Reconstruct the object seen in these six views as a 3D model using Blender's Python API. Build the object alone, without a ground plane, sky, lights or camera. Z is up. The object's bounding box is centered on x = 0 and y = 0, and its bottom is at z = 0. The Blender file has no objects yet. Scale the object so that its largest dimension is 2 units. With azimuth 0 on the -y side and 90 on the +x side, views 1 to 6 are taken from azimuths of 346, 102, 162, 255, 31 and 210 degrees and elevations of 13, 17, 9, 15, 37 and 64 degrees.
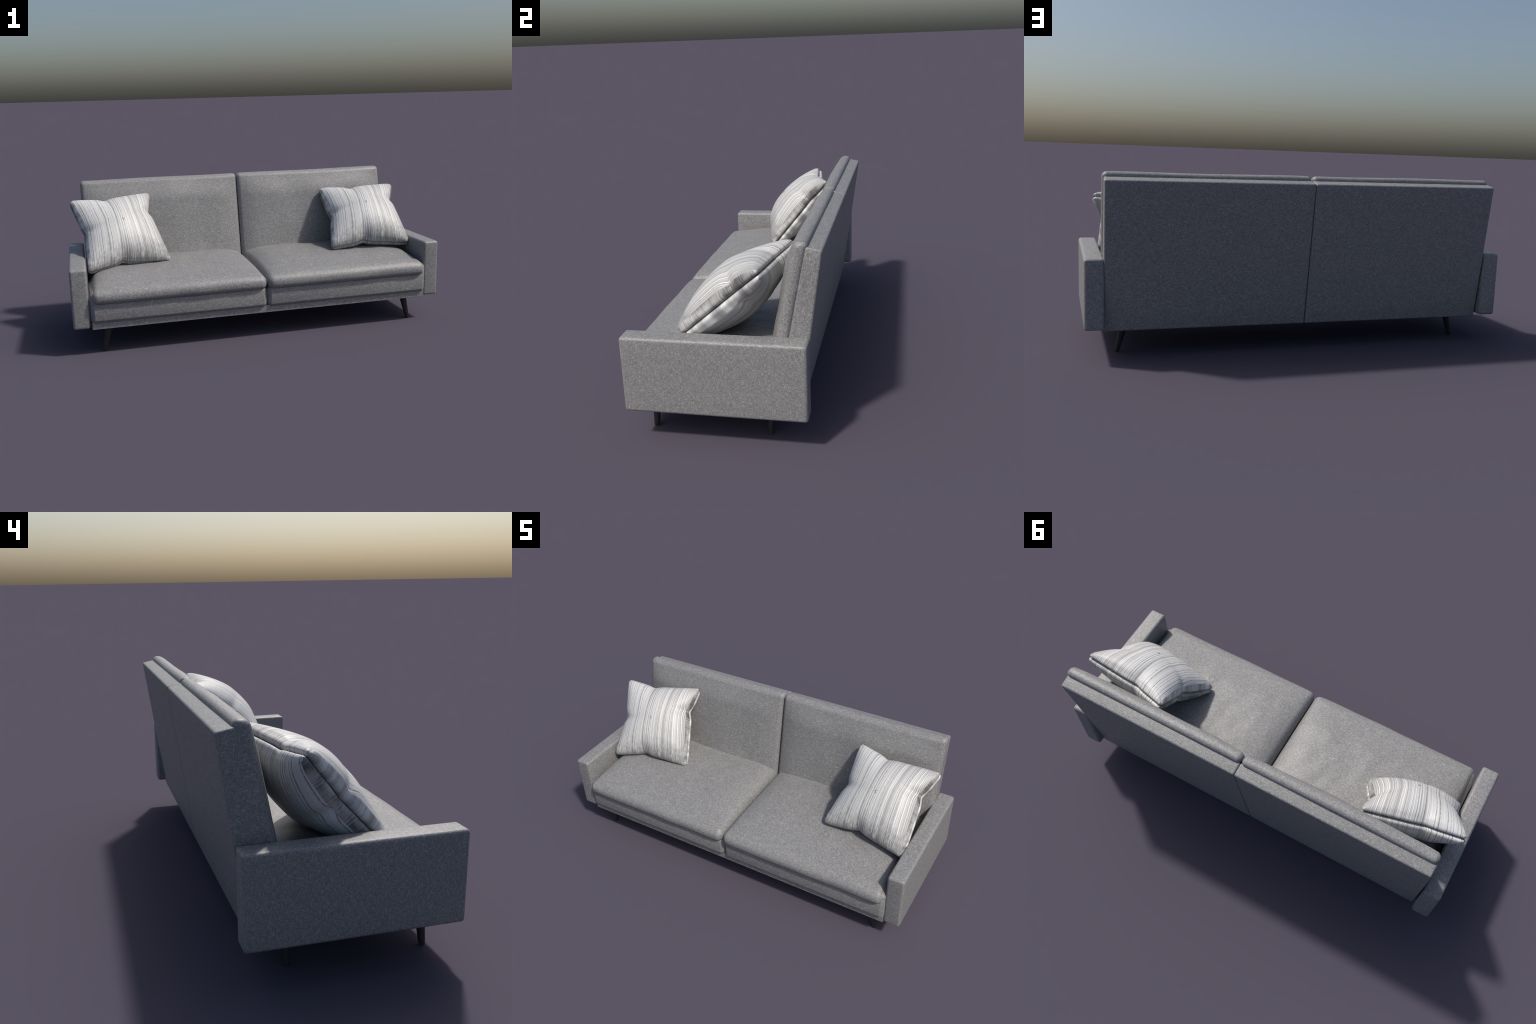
import bpy, bmesh, math, random
import numpy as np
from mathutils import Vector, Matrix, noise

random.seed(7)
scene = bpy.context.scene


# ------------------------------------------------------------------ helpers
def smooth(a, b, v):
    t = np.clip((v - a) / (b - a), 0.0, 1.0)
    return t * t * (3 - 2 * t)


def new_object(name, mesh, parent=None, materials=()):
    ob = bpy.data.objects.new(name, mesh)
    scene.collection.objects.link(ob)
    if parent is not None:
        ob.parent = parent
    for m in materials:
        mesh.materials.append(m)
    return ob


def empty(name, location=(0, 0, 0)):
    ob = bpy.data.objects.new(name, None)
    ob.location = location
    scene.collection.objects.link(ob)
    return ob


def shade(mesh, angle=None):
    mesh.polygons.foreach_set("use_smooth", [True] * len(mesh.polygons))
    if angle is not None:
        bm = bmesh.new()
        bm.from_mesh(mesh)
        for e in bm.edges:
            if len(e.link_faces) == 2 and e.calc_face_angle(0) > math.radians(angle):
                e.smooth = False
        bm.to_mesh(mesh)
        bm.free()


def axis_steps(half, radius, inner, corner):
    """Grid positions along one axis: dense in the rounded rims, even in the middle."""
    k = half - radius
    rim = [radius * math.tan(math.pi / 4 * i / corner) for i in range(1, corner + 1)]
    mid = np.linspace(-k, k, inner + 1)
    return np.array([-k - r for r in rim[::-1]] + list(mid) + [k + r for r in rim])


def soft_block(name, low, high, radius, inner=(1, 1, 1), corner=4, deform=None):
    """Rounded upholstery block between two corners; deform(P) reshapes it afterwards."""
    low, high = np.array(low, float), np.array(high, float)
    centre, half = (low + high) / 2, (high - low) / 2
    steps = [axis_steps(half[i], radius, inner[i], corner) for i in range(3)]
    index, verts, faces = {}, [], []

    def vid(i, j, k):
        key = (i, j, k)
        if key not in index:
            p = np.array([steps[0][i], steps[1][j], steps[2][k]])
            core = np.clip(p, -(half - radius), half - radius)
            d = p - core
            n = np.linalg.norm(d)
            if n > 1e-9:
                p = core + d / n * radius
            index[key] = len(verts)
            verts.append(p + centre)
        return index[key]

    n = [len(s) - 1 for s in steps]
    for axis in range(3):
        a, b = (axis + 1) % 3, (axis + 2) % 3
        for side in (0, n[axis]):
            for i in range(n[a]):
                for j in range(n[b]):
                    quad = []
                    for di, dj in ((0, 0), (1, 0), (1, 1), (0, 1)):
                        key = [0, 0, 0]
                        key[axis], key[a], key[b] = side, i + di, j + dj
                        quad.append(vid(*key))
                    faces.append(quad if side else quad[::-1])
    P = np.array(verts)
    if deform is not None:
        P = deform(P)
    mesh = bpy.data.meshes.new(name)
    mesh.from_pydata([tuple(p) for p in P], [], faces)
    mesh.update()
    shade(mesh)
    return mesh


def ripple(P, scale, amount, seed):
    return np.array([noise.noise(Vector((p[0] * scale[0] + seed, p[1] * scale[1], p[2] * scale[2])))
                     for p in P]) * amount


def chamfer_block(bm, low, high, size):
    """Box with flat chamfers whose own edges are slightly softened."""
    part = bmesh.new()
    bmesh.ops.create_cube(part, size=1)
    for v in part.verts:
        v.co = Vector([(low[i] + high[i]) / 2 + v.co[i] * (high[i] - low[i]) for i in range(3)])
    bmesh.ops.bevel(part, geom=part.edges[:], offset=size, segments=1, affect='EDGES', profile=0.5)
    bmesh.ops.bevel(part, geom=part.edges[:], offset=size * 0.16, segments=2, affect='EDGES', profile=0.5)
    tmp = bpy.data.meshes.new("tmp")
    part.to_mesh(tmp)
    part.free()
    bm.from_mesh(tmp)
    bpy.data.meshes.remove(tmp)


# ---------------------------------------------------------------- materials
class Nodes:
    def __init__(self, name):
        self.mat = bpy.data.materials.new(name)
        self.mat.use_nodes = True
        self.t = self.mat.node_tree
        self.bsdf = self.t.nodes["Principled BSDF"]
        self.coord = self.t.nodes.new("ShaderNodeTexCoord").outputs["Object"]

    def link(self, a, b):
        self.t.links.new(a, b)

    def put(self, socket, value):
        if hasattr(value, "is_output"):
            self.link(value, socket)
        else:
            socket.default_value = value

    def math(self, op, a, b=0.0, c=0.0, clamp=False):
        n = self.t.nodes.new("ShaderNodeMath")
        n.operation = op
        n.use_clamp = clamp
        for s, v in zip(n.inputs, (a, b, c)):
            self.put(s, v)
        return n.outputs[0]

    def separate(self):
        n = self.t.nodes.new("ShaderNodeSeparateXYZ")
        self.link(self.coord, n.inputs[0])
        return n.outputs

    def combine(self, x, y, z):
        n = self.t.nodes.new("ShaderNodeCombineXYZ")
        for s, v in zip(n.inputs, (x, y, z)):
            self.put(s, v)
        return n.outputs[0]

    def scaled(self, scale, offset=(0, 0, 0)):
        n = self.t.nodes.new("ShaderNodeMapping")
        n.inputs["Scale"].default_value = scale
        n.inputs["Location"].default_value = offset
        self.link(self.coord, n.inputs["Vector"])
        return n.outputs[0]

    def noise(self, vector, scale=1.0, detail=2.0, rough=0.5, distort=0.0):
        n = self.t.nodes.new("ShaderNodeTexNoise")
        self.link(vector, n.inputs["Vector"])
        n.inputs["Scale"].default_value = scale
        n.inputs["Detail"].default_value = detail
        n.inputs["Roughness"].default_value = rough
        n.inputs["Distortion"].default_value = distort
        return n.outputs["Fac"]

    def noise1(self, w, scale=1.0, detail=2.0, rough=0.5):
        n = self.t.nodes.new("ShaderNodeTexNoise")
        n.noise_dimensions = '1D'
        self.put(n.inputs["W"], w)
        n.inputs["Scale"].default_value = scale
        n.inputs["Detail"].default_value = detail
        n.inputs["Roughness"].default_value = rough
        return n.outputs["Fac"]

    def ramp(self, fac, stops, interpolation='LINEAR'):
        n = self.t.nodes.new("ShaderNodeValToRGB")
        n.color_ramp.interpolation = interpolation
        el = n.color_ramp.elements
        while len(el) < len(stops):
            el.new(0.5)
        for e, (pos, col) in zip(el, stops):
            e.position = pos
            e.color = (col, col, col, 1) if isinstance(col, (int, float)) else (*col, 1)
        self.link(fac, n.inputs[0])
        return n.outputs["Color"]

    def mix(self, fac, a, b, blend='MIX'):
        n = self.t.nodes.new("ShaderNodeMix")
        n.data_type = 'RGBA'
        n.blend_type = blend
        self.put(n.inputs[0], fac)
        for s, v in ((n.inputs[6], a), (n.inputs[7], b)):
            if isinstance(v, tuple):
                v = (*v, 1) if len(v) == 3 else v
            self.put(s, v)
        return n.outputs[2]

    def bump(self, height, strength, distance):
        n = self.t.nodes.new("ShaderNodeBump")
        n.inputs["Strength"].default_value = strength
        n.inputs["Distance"].default_value = distance
        self.link(height, n.inputs["Height"])
        self.link(n.outputs[0], self.bsdf.inputs["Normal"])

    def finish(self, color, rough, specular=0.5):
        self.put(self.bsdf.inputs["Base Color"], color)
        self.put(self.bsdf.inputs["Roughness"], rough)
        self.bsdf.inputs["Specular IOR Level"].default_value = specular
        return self.mat


def woven_fabric():
    """Heathered grey weave: pale and dark yarns crossing along all three axes."""
    m = Nodes("heathered_grey_weave")
    yarns = []
    for i in range(3):
        scale = [440.0, 440.0, 440.0]
        scale[i] = 80.0
        yarns.append(m.noise(m.scaled(tuple(scale), (3.1 * i, 1.7 * i, 0.9 * i)), 1.0, 2.0, 0.6))
    weave = m.math('MULTIPLY', m.math('ADD', m.math('ADD', yarns[0], yarns[1]), yarns[2]), 1 / 3)
    strongest = m.math('MAXIMUM', m.math('MAXIMUM', yarns[0], yarns[1]), yarns[2])
    tone = m.math('ADD', m.math('MULTIPLY', weave, 0.6), m.math('MULTIPLY', strongest, 0.4))
    blotch = m.noise(m.coord, 40.0, 3.0, 0.6)
    tone = m.math('ADD', tone, m.math('MULTIPLY', m.math('SUBTRACT', blotch, 0.5), 0.06))
    color = m.ramp(tone, [(0.40, (0.120, 0.119, 0.120)), (0.51, (0.194, 0.193, 0.194)),
                          (0.58, (0.270, 0.269, 0.268)), (0.68, (0.46, 0.458, 0.45))])
    m.bump(tone, 0.25, 0.003)
    return m.finish(color, 0.5, 0.5)


def dark_wood():
    m = Nodes("black_stained_wood")
    g = m.noise(m.scaled((220, 220, 18)), 1.0, 3.0, 0.6)
    color = m.ramp(g, [(0.3, (0.020, 0.0195, 0.019)), (0.7, (0.036, 0.035, 0.034))])
    m.bump(g, 0.1, 0.001)
    return m.finish(color, 0.45, 0.4)


PILLOW_HALF = 0.226
PINCH = 0.038
DRAW = {"top": 0.85, "bottom": 1.08, "left": 1.05, "right": 1.15}
KINK = {"top": -0.05, "bottom": -0.035, "left": 0.0, "right": 0.085}


def striped_cotton():
    """Pale cotton with irregular grey and white stripes that follow the pinched outline."""
    m = Nodes("striped_cotton")
    x, y, z = m.separate()
    # stripe coordinate: sideways position divided by the local half width
    kink = m.math('ADD', m.math('MULTIPLY', x, 0.19), 0.042)
    away = m.math('DIVIDE', m.math('ABSOLUTE', m.math('SUBTRACT', y, kink)), PILLOW_HALF)
    inset = m.math('MULTIPLY', m.math('SUBTRACT', 1.0, away, clamp=True), PINCH * 0.85)
    s = m.math('DIVIDE', x, m.math('SUBTRACT', PILLOW_HALF, inset))
    side = m.math('MULTIPLY', m.math('SIGN', z), 3.7)
    wobble = m.math('MULTIPLY', m.math('SUBTRACT', m.noise(m.scaled((14, 9, 14)), 1.0, 2.0), 0.5), 0.022)
    s = m.math('ADD', m.math('ADD', s, wobble), side)
    bands = m.noise1(s, 6.0, 3.0, 0.65)
    fine = m.noise1(m.math('ADD', s, 11.3), 30.0, 2.0, 0.65)
    lines = m.noise1(m.math('ADD', s, 23.7), 36.0, 1.0, 0.5)
    white = m.noise1(m.math('ADD', s, 41.9), 36.0, 1.0, 0.5)
    wash = m.noise(m.combine(m.math('MULTIPLY', s, 9.0), m.math('MULTIPLY', y, 14.0), 0.0), 1.0, 4.0, 0.65)
    right = m.math('MULTIPLY_ADD', x, 3.2, 0.5, clamp=True)          # 0 at the left hem .. 1 at the right
    # broad grey bands, greyer towards the right edge
    t = m.math('ADD', m.math('MULTIPLY_ADD', bands, 0.7, 0.15), m.math('MULTIPLY', x, 0.75))
    color = m.ramp(t, [(0.36, (0.63, 0.63, 0.625)), (0.52, (0.53, 0.528, 0.522)), (0.72, (0.36, 0.358, 0.352))])
    color = m.mix(m.math('MULTIPLY', m.ramp(fine, [(0.36, 0.8), (0.48, 0.0)]), m.math('MULTIPLY_ADD', right, 0.5, 0.4)),
                  color, (0.30, 0.30, 0.302))
    color = m.mix(m.math('MULTIPLY', m.ramp(white, [(0.59, 0.0), (0.63, 0.9)]), m.math('MULTIPLY', m.math('MULTIPLY_ADD', right, 0.7, 0.3), m.math('MULTIPLY', m.math('SUBTRACT', 0.215, x), 22.0, clamp=True))),
                  color, (0.80, 0.795, 0.78))
    # thin dark threads, broken along their length
    broken = m.noise(m.combine(m.math('MULTIPLY', s, 40.0), m.math('MULTIPLY', y, 60.0), 5.0), 1.0, 3.0, 0.6)
    thread = m.math('MULTIPLY', m.ramp(lines, [(0.37, 1.0), (0.405, 0.0)]), m.ramp(broken, [(0.34, 0.3), (0.52, 1.0)]))
    color = m.mix(m.math('MULTIPLY', thread, m.math('MULTIPLY_ADD', right, -0.35, 0.95)), color, (0.17, 0.169, 0.168))
    # dark flecks, gathered near the lower hem and more so on the right
    flecks = m.noise(m.combine(m.math('MULTIPLY', s, 100.0), m.math('MULTIPLY', y, 34.0), 2.0), 1.0, 4.0, 0.7)
    hem = m.math('SUBTRACT', m.math('MULTIPLY', right, 0.05), m.math('ADD', y, 0.135))
    hem = m.math('ADD', hem, m.math('MULTIPLY', m.math('SUBTRACT', wash, 0.5), 0.28))
    hem = m.math('MULTIPLY', hem, 14.0, clamp=True)
    dark_fleck = m.math('MULTIPLY', hem, m.ramp(flecks, [(0.42, 0.05), (0.53, 1.0)]))
    color = m.mix(m.math('MULTIPLY', dark_fleck, 0.72), color, (0.14, 0.139, 0.137))
    pale = m.math('MULTIPLY', m.ramp(flecks, [(0.52, 0.0), (0.66, 1.0)]), 0.22)
    color = m.mix(pale, color, (0.24, 0.24, 0.245))
    m.bump(m.math('ADD', fine, m.math('MULTIPLY', flecks, 0.4)), 0.10, 0.003)
    return m.finish(color, 0.5, 0.45)


def side_hem():
    """The same cotton on the side hems, where the stripes run across the edge."""
    m = Nodes("striped_cotton_hem")
    x, y, z = m.separate()
    side = m.math('MULTIPLY', m.math('SIGN', x), 5.3)
    half = m.math('MULTIPLY', m.math('SIGN', z), 2.9)
    s = m.math('ADD', m.math('ADD', y, side), half)
    s = m.math('ADD', s, m.math('MULTIPLY', m.math('SUBTRACT', m.noise(m.scaled((30, 30, 30)), 1.0, 2.0), 0.5), 0.012))
    bands = m.noise1(s, 22.0, 1.5, 0.5)
    fine = m.noise1(s, 150.0, 2.0, 0.6)
    light = m.ramp(m.math('ADD', m.math('MULTIPLY', bands, 0.75), m.math('MULTIPLY', fine, 0.25)),
                   [(0.30, (0.26, 0.26, 0.265)), (0.46, (0.40, 0.40, 0.402)), (0.60, (0.62, 0.62, 0.615)), (0.72, (0.72, 0.715, 0.70))])
    # front half of the right hem carries darker, smudged grey
    grey = m.ramp(m.math('ADD', m.math('MULTIPLY', m.noise(m.scaled((14, 15, 26), (0, 0.4, 0)), 1.0, 1.5, 0.5), 0.72), m.math('MULTIPLY', fine, 0.28)), [(0.41, (0.05, 0.05, 0.05)), (0.48, (0.21, 0.208, 0.202)), (0.62, (0.40, 0.398, 0.39))])
    where = m.math('MULTIPLY', m.math('GREATER_THAN', m.math('MULTIPLY', x, z), 0.0), 0.8)
    color = m.mix(where, light, grey)
    m.bump(fine, 0.15, 0.003)
    return m.finish(color, 0.5, 0.45)


FABRIC = woven_fabric()
WOOD = dark_wood()
COTTON = striped_cotton()
HEM = side_hem()


# --------------------------------------------------------------------- sofa
sofa = empty("sofa")
sofa["label"] = "long grey fabric sofa with two cushions and splayed black legs"
sofa["category"] = "sofa"

# --- armrests: plain padded slabs
arm_mesh = soft_block("armrest", (0.9155, -0.3625, 0.1405), (1.0, 0.3495, 0.4485), 0.013, (2, 8, 4), 4)
for sign in (1, -1):
    mesh = arm_mesh.copy()
    if sign < 0:
        mesh.transform(Matrix.Scale(-1, 4, (1, 0, 0)))
        mesh.flip_normals()
    new_object("armrest", mesh, sofa, [FABRIC])


def slope_back(P):
    """Board: stands in the y-z plane as a wedge, leaning backwards."""
    Q = P.copy()
    z = P[:, 2]
    rear = 0.3985 - 0.1375 * (0.778 - z)
    front = 0.335 - 0.2 * (0.778 - z)
    f = P[:, 1]                                   # 0 front face, 1 rear face (scaled)
    Q[:, 1] = front + (rear - front) * (f / 0.06)
    Q[:, 2] = z + (0.0115 - 0.20 * (Q[:, 1] - 0.335)) * smooth(0.4, 0.77, z)
    return Q


def back_shape(sign, seed):
    def deform(P):
        Q = P.copy()
        x, t, z = P[:, 0], P[:, 1], P[:, 2]       # t: 0 at the front face .. 0.047 at the board
        xn = np.clip((x - 0.46) / 0.452, -1, 1)
        front = smooth(0.047, 0.0, t)
        side = 1 - np.abs(xn) ** 6
        top = smooth(0.83, 0.68, z)
        bulge = 0.026 * side * top + 0.004 * side
        bulge += 0.0035 * np.sin(x * 9.0 + seed) * side * smooth(0.81, 0.70, z)
        groove_line = 0.3335 - 0.2 * (0.764 - z)
        scale = 1.0 - 0.06 * smooth(0.8, 0.4, z)
        Q[:, 1] = groove_line + 0.006 - (0.047 - t) * (scale + 0.14) - bulge * front
        Q[:, 1] -= ripple(P, (6, 6, 9), 0.0035, seed) * front * side
        if sign < 0:
            # on this end the pad's side is sewn flush onto the board
            Q[:, 1] += 0.03 * smooth(0.775, 0.75, z) * smooth(0.86, 0.885, x) * smooth(0.022, 0.03, t)
        # top edge dips softly between its ends
        Q[:, 2] = z + (0.0015 * np.sin(x * 7.0 + seed)) * smooth(0.7, 0.81, z) * side
        return Q
    return deform


def seat_shape(sign, seed):
    def deform(P):
        Q = P.copy()
        x, y, z = P[:, 0], P[:, 1], P[:, 2]
        xn = np.clip((x - 0.453) / 0.451, -1, 1)
        side = 1 - np.where(xn > 0, np.abs(xn) ** 12, np.abs(xn) ** 7)
        up = smooth(0.28, 0.335, z)
        lift = smooth(-0.40, -0.17, y)
        crown = 0.003 + 0.014 * side * smooth(-0.40, -0.34, y) + 0.022 * side * lift + 0.005 * lift + 0.012 * side * smooth(-0.30, -0.02, y) - 0.009 * side * smooth(0.06, 0.2, y)
        Q[:, 2] = z + crown * up
        creases = ripple(P, (17, 9, 1), 0.0026, seed) + ripple(P, (5, 6, 1), 0.0035, seed + 9)
        Q[:, 2] += creases * up * side * smooth(-0.36, -0.2, y)
        # the front lip swells over the base and dies out at both ends
        lip = smooth(-0.36, -0.385, y)
        Q[:, 1] = y + (1 - side ** 0.4) * 0.010 * lip
        Q[:, 1] -= ripple(P, (7, 1, 12), 0.003, seed + 4) * lip
        return Q
    return deform


for sign in (1, -1):
    def place(mesh):
        if sign < 0:
            mesh.transform(Matrix.Scale(-1, 4, (1, 0, 0)))
            mesh.flip_normals()
        mesh.transform(Matrix.Translation((0.0045, 0, 0)))
        return mesh

    # hard board behind the backrest
    board = soft_block("back_board", (0.0004, 0.0, 0.1240), (0.9145, 0.06, 0.7815), 0.008, (8, 2, 8), 4, slope_back)
    new_object("back_board", place(board), sofa, [FABRIC])
    # soft backrest pad in front of it
    pad = soft_block("back_cushion", (0.0015, 0.0, 0.29), (0.9152 + (0.006 if sign > 0 else 0.0), 0.047, 0.8115), 0.0215, (72, 6, 48), 7,
                     back_shape(sign, 1.3 if sign > 0 else 4.1))
    new_object("back_cushion", place(pad), sofa, [FABRIC])
    # seat base: chamfered box with a raised strip along the armrest
    bm = bmesh.new()
    chamfer_block(bm, (0.0008, -0.3805, 0.1645), (0.9145, 0.235, 0.285), 0.019)
    chamfer_block(bm, (0.872, -0.3795, 0.166), (0.9135, 0.215, 0.330), 0.016)
    mesh = bpy.data.meshes.new("seat_base")
    bm.to_mesh(mesh)
    bm.free()
    shade(mesh, 28)
    new_object("seat_base", place(mesh), sofa, [FABRIC])
    # soft seat pad
    pad = soft_block("seat_cushion", (0.0022, -0.3995, 0.2665), (0.904, 0.245, 0.334), 0.0315, (80, 60, 2), 8,
                     seat_shape(sign, 2.2 if sign > 0 else 7.7))
    new_object("seat_cushion", place(pad), sofa, [FABRIC])

# --- under-frame rail below the seat
bm = bmesh.new()
bmesh.ops.create_cube(bm, size=1)
for v in bm.verts:
    v.co = Vector((0.0045 + v.co.x * 1.824, -0.062 + v.co.y * 0.606, 0.1560 + v.co.z * 0.041))
bmesh.ops.bevel(bm, geom=bm.edges[:], offset=0.002, segments=2, affect='EDGES')
mesh = bpy.data.meshes.new("under_frame")
bm.to_mesh(mesh)
bm.free()
shade(mesh, 30)
new_object("under_frame", mesh, sofa, [FABRIC])


# --- legs: tapered round pegs, splayed outwards
def leg_mesh():
    bm = bmesh.new()
    profile = [(0.0, 0.0), (0.0095, 0.0), (0.0110, 0.0012), (0.0116, 0.004), (0.0150, 0.060), (0.0195, 0.136), (0.0197, 0.15), (0.0, 0.15)]
    n = 28
    rings = []
    for r, h in profile:
        if r == 0:
            rings.append([bm.verts.new((0, 0, h))])
        else:
            rings.append([bm.verts.new((r * math.cos(2 * math.pi * i / n), r * math.sin(2 * math.pi * i / n), h)) for i in range(n)])
    for a, b in zip(rings, rings[1:]):
        for i in range(n):
            j = (i + 1) % n
            if len(a) == 1:
                bm.faces.new((a[0], b[j], b[i]))
            elif len(b) == 1:
                bm.faces.new((a[i], a[j], b[0]))
            else:
                bm.faces.new((a[i], a[j], b[j], b[i]))
    # lean inwards towards the top
    for v in bm.verts:
        v.co.x -= v.co.z * 0.24
    mesh = bpy.data.meshes.new("leg")
    bm.to_mesh(mesh)
    bm.free()
    shade(mesh, 40)
    return mesh


leg = leg_mesh()
leg.materials.append(WOOD)
for x, y, turn in ((0.852, -0.297, 0), (0.852, 0.177, 0), (-0.852, -0.297, math.pi), (-0.852, 0.177, math.pi)):
    ob = new_object("leg", leg, sofa)
    ob.location = (x, y, 0.0)
    ob.rotation_euler = (0, 0, turn)


# ------------------------------------------------------------- throw pillows
def edge_inset(v, kink):
    """How far a pillow edge is drawn in at position v along it: a sharp tuck at the kink."""
    span = np.where(v > kink, PILLOW_HALF - kink, PILLOW_HALF + kink)
    d = np.clip(np.abs(v - kink) / span, 0, 1)
    return PINCH * (0.80 * (1 - d) + 0.20 * np.exp(-((v - kink) / 0.03) ** 2))


def round_corner(s, t, k=0.10):
    a, b = np.abs(s), np.abs(t)
    da, db = np.clip(a - (1 - k), 0, None) / k, np.clip(b - (1 - k), 0, None) / k
    n = np.sqrt(da * da + db * db)
    f = np.where(n > 1e-9, np.maximum(da, db) / np.maximum(n, 1e-9), 1.0)
    both = (da > 0) & (db > 0)
    f = np.where(both, f, 1.0)
    return (np.sign(s) * (np.minimum(a, 1 - k) + da * k * f),
            np.sign(t) * (np.minimum(b, 1 - k) + db * k * f))


def plan(s, t):
    """Pillow outline: unit square to the pinched square."""
    s, t = round_corner(s, t)
    x0, y0 = s * PILLOW_HALF, t * PILLOW_HALF
    wx = PILLOW_HALF - np.where(s > 0, DRAW["right"] * edge_inset(y0, KINK["right"]), DRAW["left"] * edge_inset(y0, KINK["left"]))
    wy = PILLOW_HALF - np.where(t > 0, DRAW["top"] * edge_inset(x0, KINK["top"]), DRAW["bottom"] * edge_inset(x0, KINK["bottom"]))
    return s * wx, t * wy


def puff(s, t, face):
    """Height of the stuffed face above the hem."""
    body = np.clip((1 - s * s) * (1 - t * t), 0, 1) ** 0.60
    h = 0.092 * body
    for u, v, edge in ((1 - t, s, "top"), (1 + t, s, "bottom"), (1 - s, t, "right"), (1 + s, t, "left")):
        k = KINK[edge] / PILLOW_HALF
        h = h - 0.011 * DRAW[edge] ** 1.5 * np.exp(-((v - k) / 0.11) ** 2) * np.exp(-u / 0.22) * np.clip(u / 0.06, 0, 1)
    h = h + 0.0022 * np.sin(5.3 * s + 2.1 * t + face) * np.sin(4.1 * t - 1.7 * s) * body
    return np.maximum(h, 0)


RIM = [(0.0030, 0.0205), (0.0042, 0.0140), (0.0030, 0.0075), (-0.0035, 0.0045), (-0.0120, 0.0008)]   # outward, height


def pillow_half(face):
    n = 64
    a = np.linspace(-1, 1, n + 1)
    a = np.sign(a) * (0.55 * np.abs(a) + 0.45 * np.sin(np.abs(a) * math.pi / 2))
    verts, faces, slots = [], [], []
    S, T = np.meshgrid(a, a, indexing="ij")
    X, Y = plan(S, T)
    tip = (np.abs(S) ** 8) * (np.abs(T) ** 8)
    hem = 0.0245 * (1 - 0.35 * tip)
    Z = hem + puff(S, T, face)
    for i in range(n + 1):
        for j in range(n + 1):
            verts.append((X[i, j], Y[i, j], Z[i, j]))
    idx = lambda i, j: i * (n + 1) + j
    for i in range(n):
        for j in range(n):
            faces.append((idx(i, j), idx(i + 1, j), idx(i + 1, j + 1), idx(i, j + 1)))
            slots.append(1 if (i < 2 or i >= n - 2) and 1 <= j < n - 1 else 0)
    loop = [(i, 0) for i in range(n)] + [(n, j) for j in range(n)] + [(n - i, n) for i in range(n)] + [(0, n - j) for j in range(n)]
    ring = [idx(i, j) for i, j in loop]
    for out, height in RIM:
        new = []
        for i, j in loop:
            x, y = X[i, j], Y[i, j]
            k = 1 + out / PILLOW_HALF
            new.append(len(verts))
            verts.append((x * k, y * k, height * (1 - 0.35 * tip[i, j])))
        for q in range(len(loop)):
            r = (q + 1) % len(loop)
            faces.append((ring[q], new[q], new[r], ring[r]))
            slots.append(1 if (q // n) % 2 == 1 else 0)
        ring = new
    V = np.array(verts)
    if face < 0:
        V[:, 2] *= -1
        faces = [f[::-1] for f in faces]
    mesh = bpy.data.meshes.new("front_cover" if face > 0 else "back_cover")
    mesh.from_pydata([tuple(v) for v in V], [], faces)
    mesh.materials.append(COTTON)
    mesh.materials.append(HEM)
    mesh.polygons.foreach_set("material_index", slots)
    mesh.update()
    shade(mesh)
    return mesh


def knot_mesh():
    """Small thread tie in the middle of the front cover."""
    bm = bmesh.new()
    for cx, cy, r in ((-0.005, 0.004, 0.0030), (0.0045, 0.0065, 0.0026), (0.001, -0.003, 0.0032)):
        bmesh.ops.create_uvsphere(bm, u_segments=10, v_segments=6, radius=r, matrix=Matrix.Translation((cx, cy, 0)))
    mesh = bpy.data.meshes.new("thread_knot")
    bm.to_mesh(mesh)
    bm.free()
    shade(mesh)
    k = Nodes("grey_thread")
    mesh.materials.append(k.finish((0.16, 0.16, 0.17, 1), 0.6, 0.3))
    return mesh


front, back, knot = pillow_half(1), pillow_half(-1), knot_mesh()
for centre, ex, ey in (((0.711, 0.030, 0.548), (0.991, -0.131, 0.019), (0.088, 0.759, 0.646)),
                       ((-0.716, 0.057, 0.549), (0.975, 0.220, 0.014), (-0.157, 0.649, 0.744))):
    ex = Vector(ex).normalized()
    ey = Vector(ey)
    ey = (ey - ex * ey.dot(ex)).normalized()
    ez = ex.cross(ey)
    pillow = empty("throw_pillow")
    pillow.matrix_world = Matrix.Translation(centre) @ Matrix((ex, ey, ez)).transposed().to_4x4()
    pillow["label"] = "square throw pillow with pale grey irregular stripes"
    pillow["category"] = "pillow"
    new_object("front_cover", front, pillow)
    new_object("back_cover", back, pillow)
    tie = new_object("thread_knot", knot, pillow)
    tie.location = (0.003, 0.010, 0.1160)
